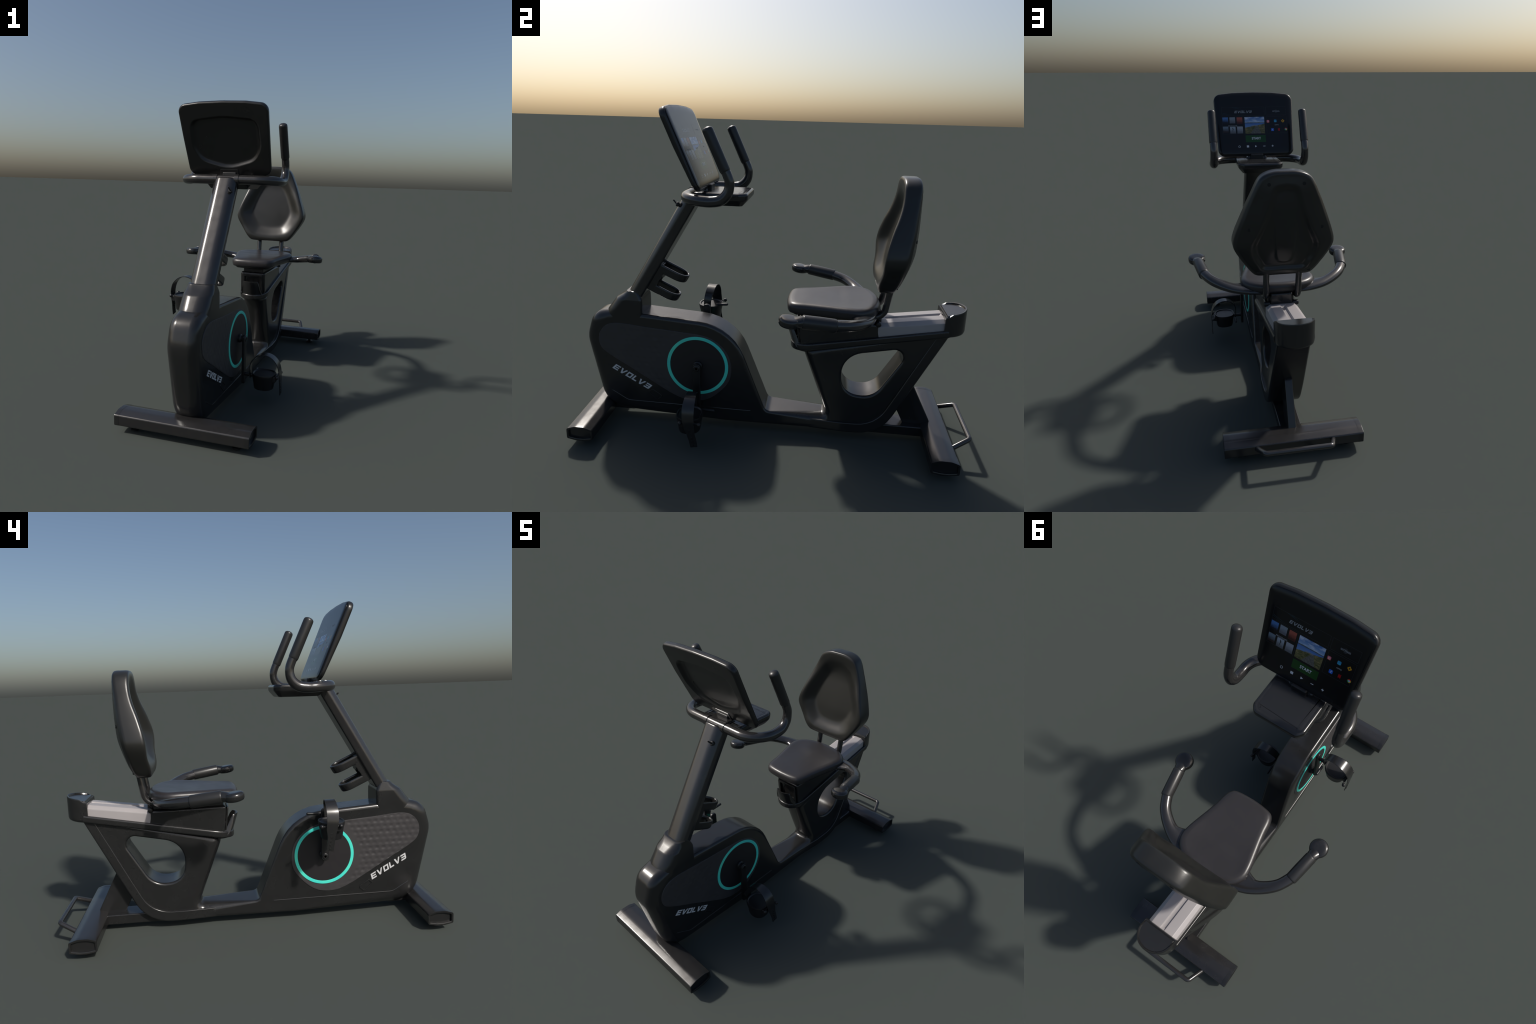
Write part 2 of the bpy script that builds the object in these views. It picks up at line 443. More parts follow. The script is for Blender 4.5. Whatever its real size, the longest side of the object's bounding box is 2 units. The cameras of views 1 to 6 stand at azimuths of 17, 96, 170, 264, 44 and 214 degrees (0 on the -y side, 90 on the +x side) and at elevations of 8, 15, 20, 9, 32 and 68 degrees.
# ---- lettering: squared, slanted capitals drawn as closed outlines (unit height)
sh = .28                                                   # slant
def G(*p): return [(x + sh * y, y) for x, y in p]
w = .22
LETTERS = [
    (1.0, [G((.0, .0), (1, 0), (1, w), (.26, w), (.26, .40), (.92, .40), (.92, .60), (.26, .60), (.26, 1 - w), (1, 1 - w), (1, 1), (.0, 1))]),
    (1.12, [G((.0, 1), (.42, 0), (.70, 0), (1.12, 1), (.84, 1), (.56, .30), (.28, 1))]),
    (1.0, [G((0, 0), (1, 0), (1, 1), (0, 1)), G((.26, w), (.26, 1 - w), (.74, 1 - w), (.74, w))]),
    (.86, [G((0, 0), (.86, 0), (.86, w), (.27, w), (.27, 1), (0, 1))]),
    (1.12, [G((.0, 1), (.42, 0), (.70, 0), (1.12, 1), (.84, 1), (.56, .30), (.28, 1))]),
    (1.0, [G((0, 0), (.86, 0), (1, .14), (1, 1), (0, 1), (0, 1 - w), (.74, 1 - w), (.74, .60), (.10, .60), (.10, .40), (.74, .40), (.74, w), (0, w))])]

def word(name, M, length, mat, parent, thick=.0012):
    gap = .20; tot = sum(l[0] for l in LETTERS) + gap * (len(LETTERS) - 1)
    h = length / (tot + sh); x = 0
    for wd, polys in LETTERS:
        bm = bmesh.new(); lo = []; hi = []
        for poly in polys:
            c = bridge(bm, [[M @ Vector(((x + a) * h, b * h, t)) for a, b in poly] for t in (0, thick)])
            lo.append(c[0]); hi.append(c[1])
        fill(bm, *lo); fill(bm, *hi)
        finish(bm, name, mat, parent, 0)
        x += wd + gap

def basis(o, X, Y, Z):
    M = Matrix.Identity(4)
    for i, v in enumerate((X, Y, Z, o)):
        for j in range(3): M[j][i] = v[j]
    return M
ang = math.atan2(.109, .194); c_, s_ = cos(ang), sin(ang)
word('letter', basis((X0 + .0006, -.862, .303), (0, c_, -s_), (0, s_, c_), (1, 0, 0)), .232, WHITE, cover)
word('letter', basis((-X0 - .0006, -.662, .194), (0, -c_, s_), (0, s_, c_), (-1, 0, 0)), .232, WHITE, cover)

# ================================================================== FEET
def stabiliser(name, yc, hw):
    hd = .066
    prof = [(-hd, .052), (-hd + .006, .038), (-.03, .030), (.03, .030), (hd - .006, .038), (hd, .052), (hd, .086)]
    prof = fillet([(-hd, .040, .008), (-.02, .031, .03), (.02, .031, .03), (hd, .040, .008), (hd, .093, .010), (.025, .107, .06), (-.025, .107, .06), (-hd, .093, .010)], .01)
    bar = plate(name, [(yc + p[0], p[1]) for p in prof], -hw + .02, hw - .02, .001, .001, FOOT, smooth=40)
    sc = lambda k, m: [(p[0] * k, .069 + (p[1] - .069) * m) for p in prof]; rec = sc(.86, .74)
    for s in (1, -1):
        bm = bmesh.new()
        out = [(yc + p[0] * 1.008, .069 + (p[1] - .069) * 1.015) for p in prof]
        inn = [(yc + p[0], p[1]) for p in rec]
        X = lambda pts, x: [(s * x, p[0], p[1]) for p in pts]
        ch = bridge(bm, [X(out, hw - .024), X(out, hw - .003), X([(yc + p[0], p[1]) for p in prof], hw), X([(yc + p[0], p[1]) for p in sc(.91, .84)], hw), X(inn, hw - .002), X(inn, hw - .012)])
        bm.faces.new(ch[0]); bm.faces.new(ch[-1])
        finish(bm, 'end_cap', BODY, bar, 35)
        lathe('levelling_foot', (s * .27, yc, 0), (0, 0, 1), [(.020, 0), (.024, .003), (.024, .010), (.010, .014), (.010, .034)], BLACK, bar, 20)
    return bar
front_foot = stabiliser('front_stabiliser', -.9335, .348)
rear_foot = stabiliser('rear_stabiliser', .838, .346)
block('foot_joint', (-.045, -.90, .040), (.045, -.76, .088), .008, FOOT, front_foot)

tube('transport_handle', round_path([(.196, .885, .070, 0), (.160, .9875, .115, .016), (-.160, .9875, .115, .016), (-.196, .885, .070, 0)]), .0125, TUBE, rear_foot, 14)
beam = block('rear_beam', (-.056, .42, .035), (.056, .79, .088), .006, BODY)
strut_o = fillet([(.684, .085, .006), (.830, .085, .006), (.700, .345, .02), (.625, .205, .02)], .02)
plate('rear_strut', strut_o, -.020, .020, .004, .004, BODY)

# ================================================================== SEAT RAIL HOUSING
seatbox_o = fillet([(.138, .486, .004, .002), (.52, .556, .004, .002), (.512, .652, .014, .014), (.118, .656, .014, .014)], .02)
housing = plate('rail_housing', seatbox_o, -.0845, .0845, [p[2] for p in seatbox_o], [p[2] for p in seatbox_o], BODY)
fr = fillet([(-.070, .515, .008), (.070, .515, .008), (.070, .645, .008), (-.070, .645, .008)], .03)
fri = fillet([(-.052, .53, .008), (.052, .53, .008), (.052, .628, .008), (-.052, .628, .008)], .03)
plate('housing_bezel', fr, 0, .010, .004, .004, BODY, housing, to=lambda p: (p[0], .134 - (p[1] - .5) * .118 - p[2], p[1]), holes=[(fri, .003)], seg=2)
rail_z = lambda y: .6295 + (y - .845) * (.1355 / .745)

def rail_top(y): return .652 + (y - .51) * (.047 / .335)
bm = bmesh.new(); loops = []
for y in [.507, .511] + [.53 + i * .01 for i in range(30)] + [.834, .845]:
    zt = rail_top(y); zb = rail_z(y) + .005; r = .016
    g = 0
    if .545 < y < .825: g = min(1, (y - .545) / .015, (.825 - y) / .015)
    k = .004 if y in (.507,) else 0
    half = [(.0830 - k, zb), (.0830 - k, zt - .022 - k), (.081 - k, zt - .016 - k), (.064, zt - .001 - k), (.060, zt - k), (.020, zt + .001 - k),
            (.014, zt + .001 - k), (.009, zt + .001 - .009 * g - k), (0, zt + .001 - .011 * g - k)]
    ring = half + [(-x, z) for x, z in reversed(half[:-1])]
    loops.append([(x, y, z) for x, z in ring])
ch = bridge(bm, loops); bm.faces.new(ch[0]); bm.faces.new(ch[-1])
finish(bm, 'rail_cover', BEIGE, housing, 30)

# rear cap with raised rim
arc = [(.093 * cos(pi * i / 30), .842 + .095 * sin(pi * i / 30) ** .82) for i in range(31)]
cap_o = [(.093, .822)] + arc + [(-.093, .822)] + [(-.093 + .031 * i, .822) for i in range(1, 6)]
bm = bmesh.new()
def capring(d, z, slope=0): return [(p[0], p[1], z) for p in inset(cap_o, d)]
rim = lambda p, z: (z + .18 * (p[1] - .845)) if p[1] > .846 else z - .014 * min(1, (.846 - p[1]) / .006)
loops = [[(p[0], p[1], .606 + .10 * (p[1] - .82)) for p in inset(cap_o, .012)], [(p[0], p[1], .612 + .10 * (p[1] - .82)) for p in inset(cap_o, .003)],
         [(p[0], p[1], .622 + .10 * (p[1] - .82)) for p in cap_o], [(p[0], p[1], .68) for p in cap_o],
         [(p[0], p[1], rim(p, .721)) for p in cap_o], [(p[0], p[1], rim(p, .727)) for p in inset(cap_o, .003)],
         [(p[0], p[1], rim(p, .726)) for p in inset(cap_o, .008)], [(p[0], p[1], .721 + .15 * (p[1] - .845)) for p in inset(cap_o, .011)]]
ch = bridge(bm, loops); bm.faces.new(ch[0]); bm.faces.new(ch[-1])
finish(bm, 'rear_cap', BODY, housing, 40)

# flange running round the housing, with the scoop tray at its front
pth = [(.0865, .845)] + [(.0865, .845 - .0705 * i) for i in range(1, 10)] + [(.0865 * cos(a), .20 - .108 * sin(a) ** .8) for a in [pi * i / 24 for i in range(1, 24)]]
pth += [(-.0865, .845 - .0705 * i) for i in range(9, -1, -1)]
tube('rail_flange', [(x, y, rail_z(y)) for x, y in pth], [(.0115, .0175)] * len(pth), BODY, housing, up=Vector((0, 0, 1)),
     profile=rrect(1, 1, .55, .5), round_end=False)
bm = bmesh.new()
outer = []; NA = 40
for th, shift in ((0, 0), (.012, 1)): pass
def scoop(a, lv, off):
    x = (.083 + .004 * lv - off) * cos(a); yb = .19 - (.095 + .040 * lv - off) * max(0, sin(a)) ** .8
    q = max(0, min(1, (abs(x) - .045) / .035)); h = .105 * (1 - q * q * (3 - 2 * q)) + .018
    return (x, yb, .478 + h * lv)
angs = [pi * (.04 + .92 * i / NA) for i in range(NA + 1)]
LV = [0, .25, .5, .75, .93, 1]
outer = [[bm.verts.new(scoop(a, l, 0 if l < .95 else .003)) for a in angs] for l in LV]
inner = [[bm.verts.new(scoop(a, l, .012 if l < .95 else .009)) for a in angs] for l in LV]
for grid in (outer, inner):
    for r0, r1 in zip(grid, grid[1:]):
        for i in range(NA): bm.faces.new((r0[i], r0[i + 1], r1[i + 1], r1[i]))
for i in range(NA): bm.faces.new((outer[-1][i], outer[-1][i + 1], inner[-1][i + 1], inner[-1][i])); bm.faces.new((outer[0][i], outer[0][i + 1], inner[0][i + 1], inner[0][i]))
for e in (0, NA):
    for k in range(len(LV) - 1): bm.faces.new((outer[k][e], outer[k + 1][e], inner[k + 1][e], inner[k][e]))
scp = finish(bm, 'scoop_tray', BODY, housing, 45)
floor = [(.078 * cos(pi * i / 24), .19 - .09 * sin(pi * i / 24) ** .8) for i in range(25)]
plate('tray_floor', floor, .482, .494, .001, .002, BODY, housing, plan, seg=2)

# ================================================================== SEAT
seat_half = [(.485 + .03, 0), (.512, .05), (.500, .105), (.478, .150), (.445, .182), (.405, .197), (.35, .192), (.29, .178), (.23, .163), (.17, .150), (.12, .142), (.088, .130), (.068, .108), (.059, .06), (.056, 0)]
sp_ = spline([(h, y) for y, h in seat_half], 5)
seat_o = [(x, y) for x, y in sp_] + [(-x, y) for x, y in reversed(sp_[1:-1])]
def dish(y): return -.002 + .008 * max(0, min(1, (y - .14) / .18))
def seat_lift(y): return .018 * max(0, min(1, (y - .08) / .28))
bm = bmesh.new(); loops = []
for d, z in [(.016, .696), (.005, .699), (.001, .706), (0, .715), (-.001, .726), (.001, .734), (.005, .7405), (.012, .7455), (.022, .749)]:
    loops.append([(p[0], p[1], z + seat_lift(p[1]) * .6) for p in inset(seat_o, d)])
base = inset(seat_o, .022); cx, cy = 0, .30
for k in range(1, 14):
    t = 1 - (k / 14) ** .9
    loops.append([(cx + (p[0] - cx) * t, cy + (p[1] - cy) * t, .749 + seat_lift(cy + (p[1] - cy) * t) * .6 - dish(cy + (p[1] - cy) * t) * (1 - t ** 3)) for p in base])
ch = bridge(bm, loops); bm.faces.new(ch[0]); bm.faces.new(ch[-1])
seat = finish(bm, 'seat_cushion', VINYL, root, 50, weighted=False)
bm = bmesh.new(); loops = []
for d, z in [(.045, .682), (.030, .684), (.022, .690), (.020, .699), (.022, .704)]:
    loops.append([(p[0] * (1.0 + .03 * max(0, (p[1] - .3) / .2)), p[1], z + seat_lift(p[1]) * .5) for p in inset(seat_o, d)])
ch = bridge(bm, loops); bm.faces.new(ch[0]); bm.faces.new(ch[-1])
pan = finish(bm, 'seat_pan', BODY, root, 50)
for s in (1, -1):
    arm = spline([(.06, .445, .706, .050, .020), (.15, .440, .710, .050, .0215), (.215, .429, .715, .044, .0225), (.265, .413, .722, .034, .0235), (.315, .380, .733, .0305, .025), (.352, .342, .743, .0285, .026), (.380, .290, .752, .0285, .0265)], 6)
    tube('arm_support', [(s * p[0], p[1], p[2]) for p in arm], [(p[3], p[4]) for p in arm], TUBE, pan, up=Vector((0, 0, 1)))
    # web between arm and seat side
    web = spline([(.165, .375, .712, .02, .014), (.205, .405, .716, .03, .018), (.25, .415, .72, .028, .020)], 5)
    tube('arm_web', [(s * p[0], p[1], p[2]) for p in web], [(p[3], p[4]) for p in web], TUBE, pan, up=Vector((0, 0, 1)))
    g0, g1 = Vector((s * .382, .294, .7515)), Vector((s * .409, .148, .7715))
    gd = (g1 - g0)
    tube('arm_grip', [g0 + gd * t for t in (0, .02, .04, .5, .96, .98, 1)], [.0285, .0305, .031, .0315, .031, .0305, .0285], RUBBER, pan, round_end=.15)
    # paddle end
    e0 = g1; tip = Vector((s * .4165, .094, .7725))
    bm = bmesh.new()
    tube('', [e0 - gd * .03, e0 + gd * .1 + Vector((0, 0, -.002)), e0 + gd * .3 + Vector((0, 0, -.006))], [(.0285, .0265), (.031, .0235), (.038, .0175)], BODY, bm=bm, up=Vector((0, 0, 1)))
    ax = Vector((0, .14, 1)).normalized(); a = Vector((1, 0, 0)); b = ax.cross(a)
    prof = [(.034, -.0215), (.043, -.018), (.0475, -.010), (.0480, .006), (.0455, .014), (.039, .0188), (.026, .0205), (.012, .0208)]
    lp = bridge(bm, [[tip + ax * h + (a * cos(2 * pi * i / 36) + b * sin(2 * pi * i / 36)) * r for i in range(36)] for r, h in prof])
    bm.faces.new(lp[0]); bm.faces.new(lp[-1])
    finish(bm, 'arm_end', BODY, pan, 50, weighted=False)
    lathe('thumb_button', tip + ax * .0165 + Vector((0, -.014, 0)), ax, [(.006, 0), (.006, .0040), (.004, .0048)], BLACK, pan, 16)

block('seat_carriage', (-.068, .135, .650), (.068, .50, .690), .006, BLACK)
block('carriage_bracket', (-.057, .488, .610), (.057, .527, .712), .008, BODY)
for s in (1, -1):
    tube('carriage_roller', [(s * .060, .510, .652), (s * .088, .510, .652)], .013, BLACK, seg=18, round_end=.3)
    tube('backrest_post', round_path([(s * .083, .40, .690, 0), (s * .083, .530, .690, .055), (s * .083, .556, .86, 0)], 10), .0165, TUBE)

# ================================================================== BACKREST
bo_half = [(0, 1.366), (.05, 1.3645), (.09, 1.354), (.118, 1.336), (.137, 1.308), (.158, 1.262), (.183, 1.205), (.214, 1.125), (.236, 1.065), (.2475, 1.02), (.243, .985), (.222, .945), (.190, .897), (.160, .855), (.135, .834), (.10, .829), (.05, .829), (0, .829)]
bs = spline(bo_half, 5)
back_o = [(x, z) for x, z in bs] + [(-x, z) for x, z in reversed(bs[1:-1])]
back_o = back_o[::-1]
def interp(tab, v):
    if v <= tab[0][0]: return tab[0][1]
    for a, b in zip(tab, tab[1:]):
        if v <= b[0]:
            t = (v - a[0]) / (b[0] - a[0]); t = t * t * (3 - 2 * t) if False else t
            return a[1] + (b[1] - a[1]) * t
    return tab[-1][1]
YF = [(.825, .490), (.845, .486), (.87, .482), (.90, .490), (.93, .496), (1.0, .496), (1.06, .503), (1.14, .527), (1.20, .551), (1.26, .566), (1.30, .570), (1.345, .570), (1.37, .572)]
YB = [(.825, .560), (.86, .572), (.90, .582), (.985, .595), (1.045, .603), (1.13, .621), (1.2, .629), (1.30, .645), (1.37, .652)]
YC = [(.825, .568), (.862, .606), (.90, .624), (.966, .641), (1.03, .652), (1.11, .660), (1.2, .667), (1.30, .672), (1.35, .662), (1.37, .652)]
FC = [(.825, .498), (.86, .508), (.90, .519), (.95, .531), (1.0, .541), (1.1, .566), (1.2, .592), (1.27, .601), (1.32, .596), (1.37, .575)]
def smooth01(t): t = max(0, min(1, t)); return t * t * (3 - 2 * t)
def ibump(tab, v):                                          # smoothed lookup
    return sum(interp(tab, v + d) for d in (-.024, -.012, 0, .012, .024)) / 5
bc = (0, 1.07)
def ray_scale(p, t): return (bc[0] + (p[0] - bc[0]) * t, bc[1] + (p[1] - bc[1]) * t)
def inside(p, poly):
    best = 1e9; n = len(poly); c = False
    for i in range(n):
        x1, y1 = poly[i - 1]; x2, y2 = poly[i]
        dx, dy = x2 - x1, y2 - y1; t = max(0, min(1, ((p[0] - x1) * dx + (p[1] - y1) * dy) / (dx * dx + dy * dy)))
        best = min(best, math.dist(p, (x1 + t * dx, y1 + t * dy)))
        if (y1 > p[1]) != (y2 > p[1]) and p[0] < x1 + (p[1] - y1) * dx / dy: c = not c
    return best if c else -best
rec_h = [(0, 1.300), (.045, 1.292), (.066, 1.262), (.086, 1.19), (.125, 1.09), (.160, 1.01), (.150, .945), (.128, .905), (.098, .866), (0, .866)]
rs = spline(rec_h, 3); rec_o = [p for p in rs] + [(-x, z) for x, z in reversed(rs[1:-1])]
ton_h = [(0, .905), (.030, .913), (.043, .94), (.047, .98), (.052, 1.06), (.045, 1.2), (0, 1.24)]
ts = spline(ton_h, 3); ton_o = [p for p in ts] + [(-x, z) for x, z in reversed(ts[1:-1])]
def yfront(x, z, t):
    wx = .232 - .105 * smooth01((z - 1.02) / .34) - .05 * smooth01((.95 - z) / .13); hz = .30 if z > 1.05 else .215
    r = sqrt((x / wx) ** 2 + ((z - 1.05) / hz) ** 2)
    d = 1 - smooth01((.62 * t + .38 * r - .55) / .40)
    return ibump(YF, z) * (1 - d) + ibump(FC, z) * d
def yback(x, z, t):
    base = ibump(YB, z) + (ibump(YC, z) - ibump(YB, z)) * (1 - t ** 2.6)
    r = inside((x, z), rec_o)
    base -= (.029 - .013 * smooth01((z - 1.0) / .22)) * smooth01((r + .008) / .036)
    q = inside((x, z), ton_o)
    base += .006 * smooth01((q + .004) / .012) * smooth01((1.15 - z) / .1)
    return base
bm = bmesh.new(); loops = []
R = 26
for k in range(R):
    t = (k + .5) / R * .955
    loops.append([(q[0], yfront(q[0], q[1], t), q[1]) for q in (ray_scale(p, t) for p in back_o)])
for d, dy in [(.006, .001), (.003, .004), (.001, .009), (0, .016)]:
    loops.append([(q[0], ibump(YF, p[1]) + dy, q[1]) for p, q in zip(back_o, inset(back_o, d))])
loops.append([(p[0] , .5 * (ibump(YF, p[1]) + ibump(YB, p[1])), p[1]) for p in back_o])
for d, dy in [(0, .020), (.001, .010), (.004, .004), (.010, 0)]:
    loops.append([(q[0], ibump(YB, p[1]) - dy, q[1]) for p, q in zip(back_o, inset(back_o, d))])
RB = 44
for k in range(RB - 1, -1, -1):
    t = (k + .5) / RB * .95
    loops.append([(q[0], yback(q[0], q[1], t), q[1]) for q in (ray_scale(p, t) for p in back_o)])
ch = bridge(bm, loops); bm.faces.new(ch[0]); bm.faces.new(ch[-1])
backrest = finish(bm, 'backrest', BACKVINYL, root, 60, weighted=False)
def back_t(x, z):                                           # radial position of a point inside the outline
    lo, hi = 0, 1.2
    for _ in range(24):
        m = (lo + hi) / 2; q = (x / m, bc[1] + (z - bc[1]) / m) if m else (9, 9)
        if inside(q, back_o) > 0: hi = m
        else: lo = m
    return hi
for x, z in [(.081, 1.307), (-.081, 1.307), (.173, 1.094), (-.173, 1.094), (.126, .858), (-.126, .858)]:
    y = yback(x, z, min(.95, back_t(x, z)))
    lathe('screw_dark_disc', (x, y - .010, z), (0, 1, 0), [(.0085, 0), (.0085, .0110), (.0060, .0114)], PLUG, backrest, 14)  # solid dark disc in place of a screw hole, backrest left uncut

# ================================================================== MAST
m0, m1 = Vector((0, -.735, .70)), Vector((0, -.4175, 1.2405))
md = (m1 - m0).normalized(); mn = Vector((0, -md.z, md.y))  # mn points to the front
mprof = fillet([(-.062, -.034, .014), (.062, -.034, .014), (.0720, .010, .028), (.040, .044, .045), (-.040, .044, .045), (-.0720, .010, .028)], .01)
bm = bmesh.new()
pos = [m0 - md * .06] + [m0 + (m1 - m0) * i / 12 for i in range(13)]
loops = [[c + Vector((p[0], 0, 0)) + mn * p[1] for p in mprof] for c in pos]
for d, up_ in ((.002, .006), (.007, .011), (.014, .013)):
    loops.append([m1 + md * up_ + Vector((p[0], 0, 0)) + mn * p[1] for p in inset(mprof, d)])
ch = bridge(bm, loops); bm.faces.new(ch[0]); bm.faces.new(ch[-1])
mast = finish(bm, 'mast', TUBE, root, 40)
kp = Vector((.050, -.488, 1.192)); kd = Vector((.15, -.92, .36)).normalized()
lathe('height_knob', kp - kd * .03, kd, [(.007, 0), (.007, .030), (.011, .032), (.012, .042), (.008, .046)], BLACK, mast, 14)
tube('knob_pin', [kp + kd * .012 + Vector((.006, .008, -.008)), kp + kd * .012 + Vector((-.004, -.018, .018))], .004, BLACK, mast, 8)

# bottle cage
mk = Vector((0, .50, .866)).normalized(); pk = Vector((0, .905, -.425)).normalized()
def loop_strip(name, start, reach, par, h=.042):
    cx = Vector((0, 0, 0)); t = .0062; path = []; W = .0425
    path = [(-W, 0)] + [(-W, reach * .45)] + [(W * -cos(a), reach - .055 + .055 * sin(a)) for a in [pi * i / 18 for i in range(0, 19)]] + [(W, reach * .45), (W, 0)]
    P = [Vector((x, 0, 0)) + start + pk * d for x, d in path]
    tube(name, P, [(t, h / 2)] * len(P), BODY, par, up=mk, profile=rrect(1, 1, .6, 1), round_end=False)
cage = block('bottle_cage', (-.030, -.64, .80), (.030, -.59, .85), .004, BODY)
top_c = Vector((0, -.600, .868)) - mk * .004; low_c = Vector((0, -.655, .765))
loop_strip('cage_loop', top_c, .147, cage)
loop_strip('cage_loop', low_c, .154, cage)
for s in (1, -1):
    q = [(-.674, .753), (-.640, .736), (-.620, .768), (-.602, .796), (-.580, .829), (-.588, .874), (-.607, .8840)]
    lo, hi = sorted((s * .0365, s * .0492))
    plate('cage_side', [(y, z) for y, z in q], lo, hi, .002, .002, BODY, cage, seg=2)
plate('cage_back', fillet([(-.044, 0, .006), (.044, 0, .006), (.044, .140, .006), (-.044, .140, .006)], .02), -.004, .004, .002, .002, BODY, cage,
      to=lambda p: tuple(Vector((0, -.660, .752)) + Vector((p[0], 0, 0)) + mk * p[1] + pk * p[2]), seg=2)

# ================================================================== HANDLEBAR
TR = .0215
grip_side = spline([(-.222, 1.398), (-.2065, 1.367), (-.1975, 1.333), (-.206, 1.290), (-.238, 1.258), (-.285, 1.2495)], 6)
bar_path = [Vector((.277, y, z)) for y, z in grip_side]
bar_path += round_path([(.277, -.298, 1.2495, 0), (.279, -.4160, 1.2555, .114), (-.279, -.4160, 1.2555, .114), (-.277, -.298, 1.2495, 0)], 16)
bar_path += [Vector((-.277, y, z)) for y, z in reversed(grip_side)]
bar = tube('handlebar', bar_path, [TR + .0035 * max(0, min(1, (1.32 - p.z) / .06)) + .0012 * max(0, min(1, (.27 - abs(p.x)) / .08)) for p in bar_path], TUBE, root, 22)
for s in (1, -1):
    a, b = Vector((s * .277, -.215, 1.383)), Vector((s * .277, -.2935, 1.557))
    d = b - a
    tube('handlebar_grip', [a, a + d * .02, a + d * .05, a + d * .5, a + d * .97, b], [.0215, .0232, .0242, .0242, .0242, .0236], RUBBER, bar, 22, round_end=.55)
for s in (1, -1):
    tube('bar_clamp', [(s * .050, -.4160, 1.2555), (s * .074, -.4160, 1.2555)], .0295, TUBE, bar, 22, round_end=.12)

# ================================================================== ACCESSORY TRAY UNDER THE SCREEN
tr_o = fillet([(-.136, -.405, .03), (.136, -.405, .03), (.136, -.175, .03), (.112, -.142, .03), (-.112, -.142, .03), (-.136, -.175, .03)], .015)
bm = bmesh.new()
tz = lambda p, z: z
loops = [[(p[0], p[1], z) for p in inset(tr_o, d)] for d, z in [(.040, 1.205), (.028, 1.207), (.006, 1.232), (.001, 1.240), (0, 1.256), (.002, 1.263), (.007, 1.2675), (.014, 1.2685), (.018, 1.2670), (.021, 1.2675), (.035, 1.269)]]
ch = bridge(bm, loops); bm.faces.new(ch[0]); bm.faces.new(ch[-1])
tray = finish(bm, 'accessory_tray', BODY, root, 35)

# ================================================================== CONSOLE
su = Vector((0, -.391, .920)).normalized(); sn = Vector((0, .920, .391)).normalized(); so = Vector((0, -.3435, 1.2905))
SM = basis(so, (-1, 0, 0), su, sn)                         # local X to the rider's right, Y up the screen, Z out of it
con_o = fillet([(-.239, -.005, .045), (.239, -.005, .045), (.252, .390, .045), (.13, .404, .2), (0, .4075, .3), (-.13, .404, .2), (-.252, .390, .045)], .012)
lay = slab_layers(con_o, -.032, .0, .010, .012, 5)
rec = fillet([(-.160, .078, .10), (.0, .030, .20), (.160, .078, .10), (.202, .16, .10), (.196, .315, .06), (0, .337, .4), (-.196, .315, .06), (-.202, .16, .10)], .012)
bm = bmesh.new()
taper = lambda y: .66 + .34 * max(0, min(1, y / .22))
T_ = lambda lp: [SM @ Vector((p[0], p[1], p[2] * taper(p[1]) if p[2] < -.005 else p[2])) for p in lp]
ch = bridge(bm, [T_(l) for l in lay])
rc = bridge(bm, [T_([(p[0], p[1], t) for p in inset(rec, d)]) for d, t in [(0, -.032), (.003, -.0313), (.008, -.027), (.014, -.018), (.022, -.0125), (.034, -.011)]])
fill(bm, ch[0], rc[0]); bm.faces.new(rc[-1]); bm.faces.new(ch[-1])
console = finish(bm, 'console', SHELL, root, 40)
glass_o = inset(con_o, .007)
bm = bmesh.new()
ch = bridge(bm, [T_(l) for l in slab_layers(glass_o, -.0035, .0062, .034, .0055, 5)]); bm.faces.new(ch[0]); bm.faces.new(ch[-1])
screen = finish(bm, 'screen', GLASS, console, 40)
for s in (1, -1):
    lathe('side_dark_disc', SM @ Vector((s * .240, .255, -.017)), (-s, 0, 0), [(.007, 0), (.007, .0055), (.0055, .006)], PLUG, console, 14)  # added dark cylinders stand in for the edge holes, shell not opened
    lathe('side_dark_disc', SM @ Vector((s * .240, .240, -.017)), (-s, 0, 0), [(.005, 0), (.005, .0055), (.004, .006)], PLUG, console, 14)
plate('console_neck', fillet([(-.055, -.06, .01), (.055, -.06, .01), (.055, .035, .01), (-.055, .035, .01)], .03), -.026, -.008, .004, .004, SHELL, console,
      to=lambda p: tuple(SM @ Vector(p)), seg=2)
block('neck_plate', (-.066, -.428, 1.243), (.066, -.345, 1.279), .010, TUBE, console)
block('neck_plate', (-.040, -.378, 1.26), (.040, -.33, 1.297), .006, BLACK, console)

SU = SM @ Matrix.Translation((0, -.0005, .0040))
# ---- screen contents, each a thin raised piece on the glass
def ui_ob(name, bm, mat, z):
    me = bpy.data.meshes.new(name); bmesh.ops.recalc_face_normals(bm, faces=bm.faces); bm.to_mesh(me); bm.free(); me.materials.append(mat)
    return link(bpy.data.objects.new(name, me), screen)
def ui_poly(name, pts, mat, cx, cy, z=.0024, th=.0005, holes=()):
    bm = bmesh.new(); th = .0004 + .00006 + (z - .0022) * .12; z = .0018
    c = bridge(bm, [[(a, b, t) for a, b in pts] for t in (0, th)]); hs = [bridge(bm, [[(a, b, t) for a, b in h] for t in (0, th)]) for h in holes]
    fill(bm, c[0], *[h[0] for h in hs]); fill(bm, c[1], *[h[1] for h in hs])
    ob = ui_ob(name, bm, mat, z); ob.matrix_world = SU @ Matrix.Translation((cx, cy, z)); return ob
def R_(w, h): return [(-w / 2, -h / 2), (w / 2, -h / 2), (w / 2, h / 2), (-w / 2, h / 2)]
def ui_rect(name, x0, x1, y0, y1, mat, z=.0024):
    return ui_poly(name, R_(x1 - x0, y1 - y0), mat, (x0 + x1) / 2, (y0 + y1) / 2, z)
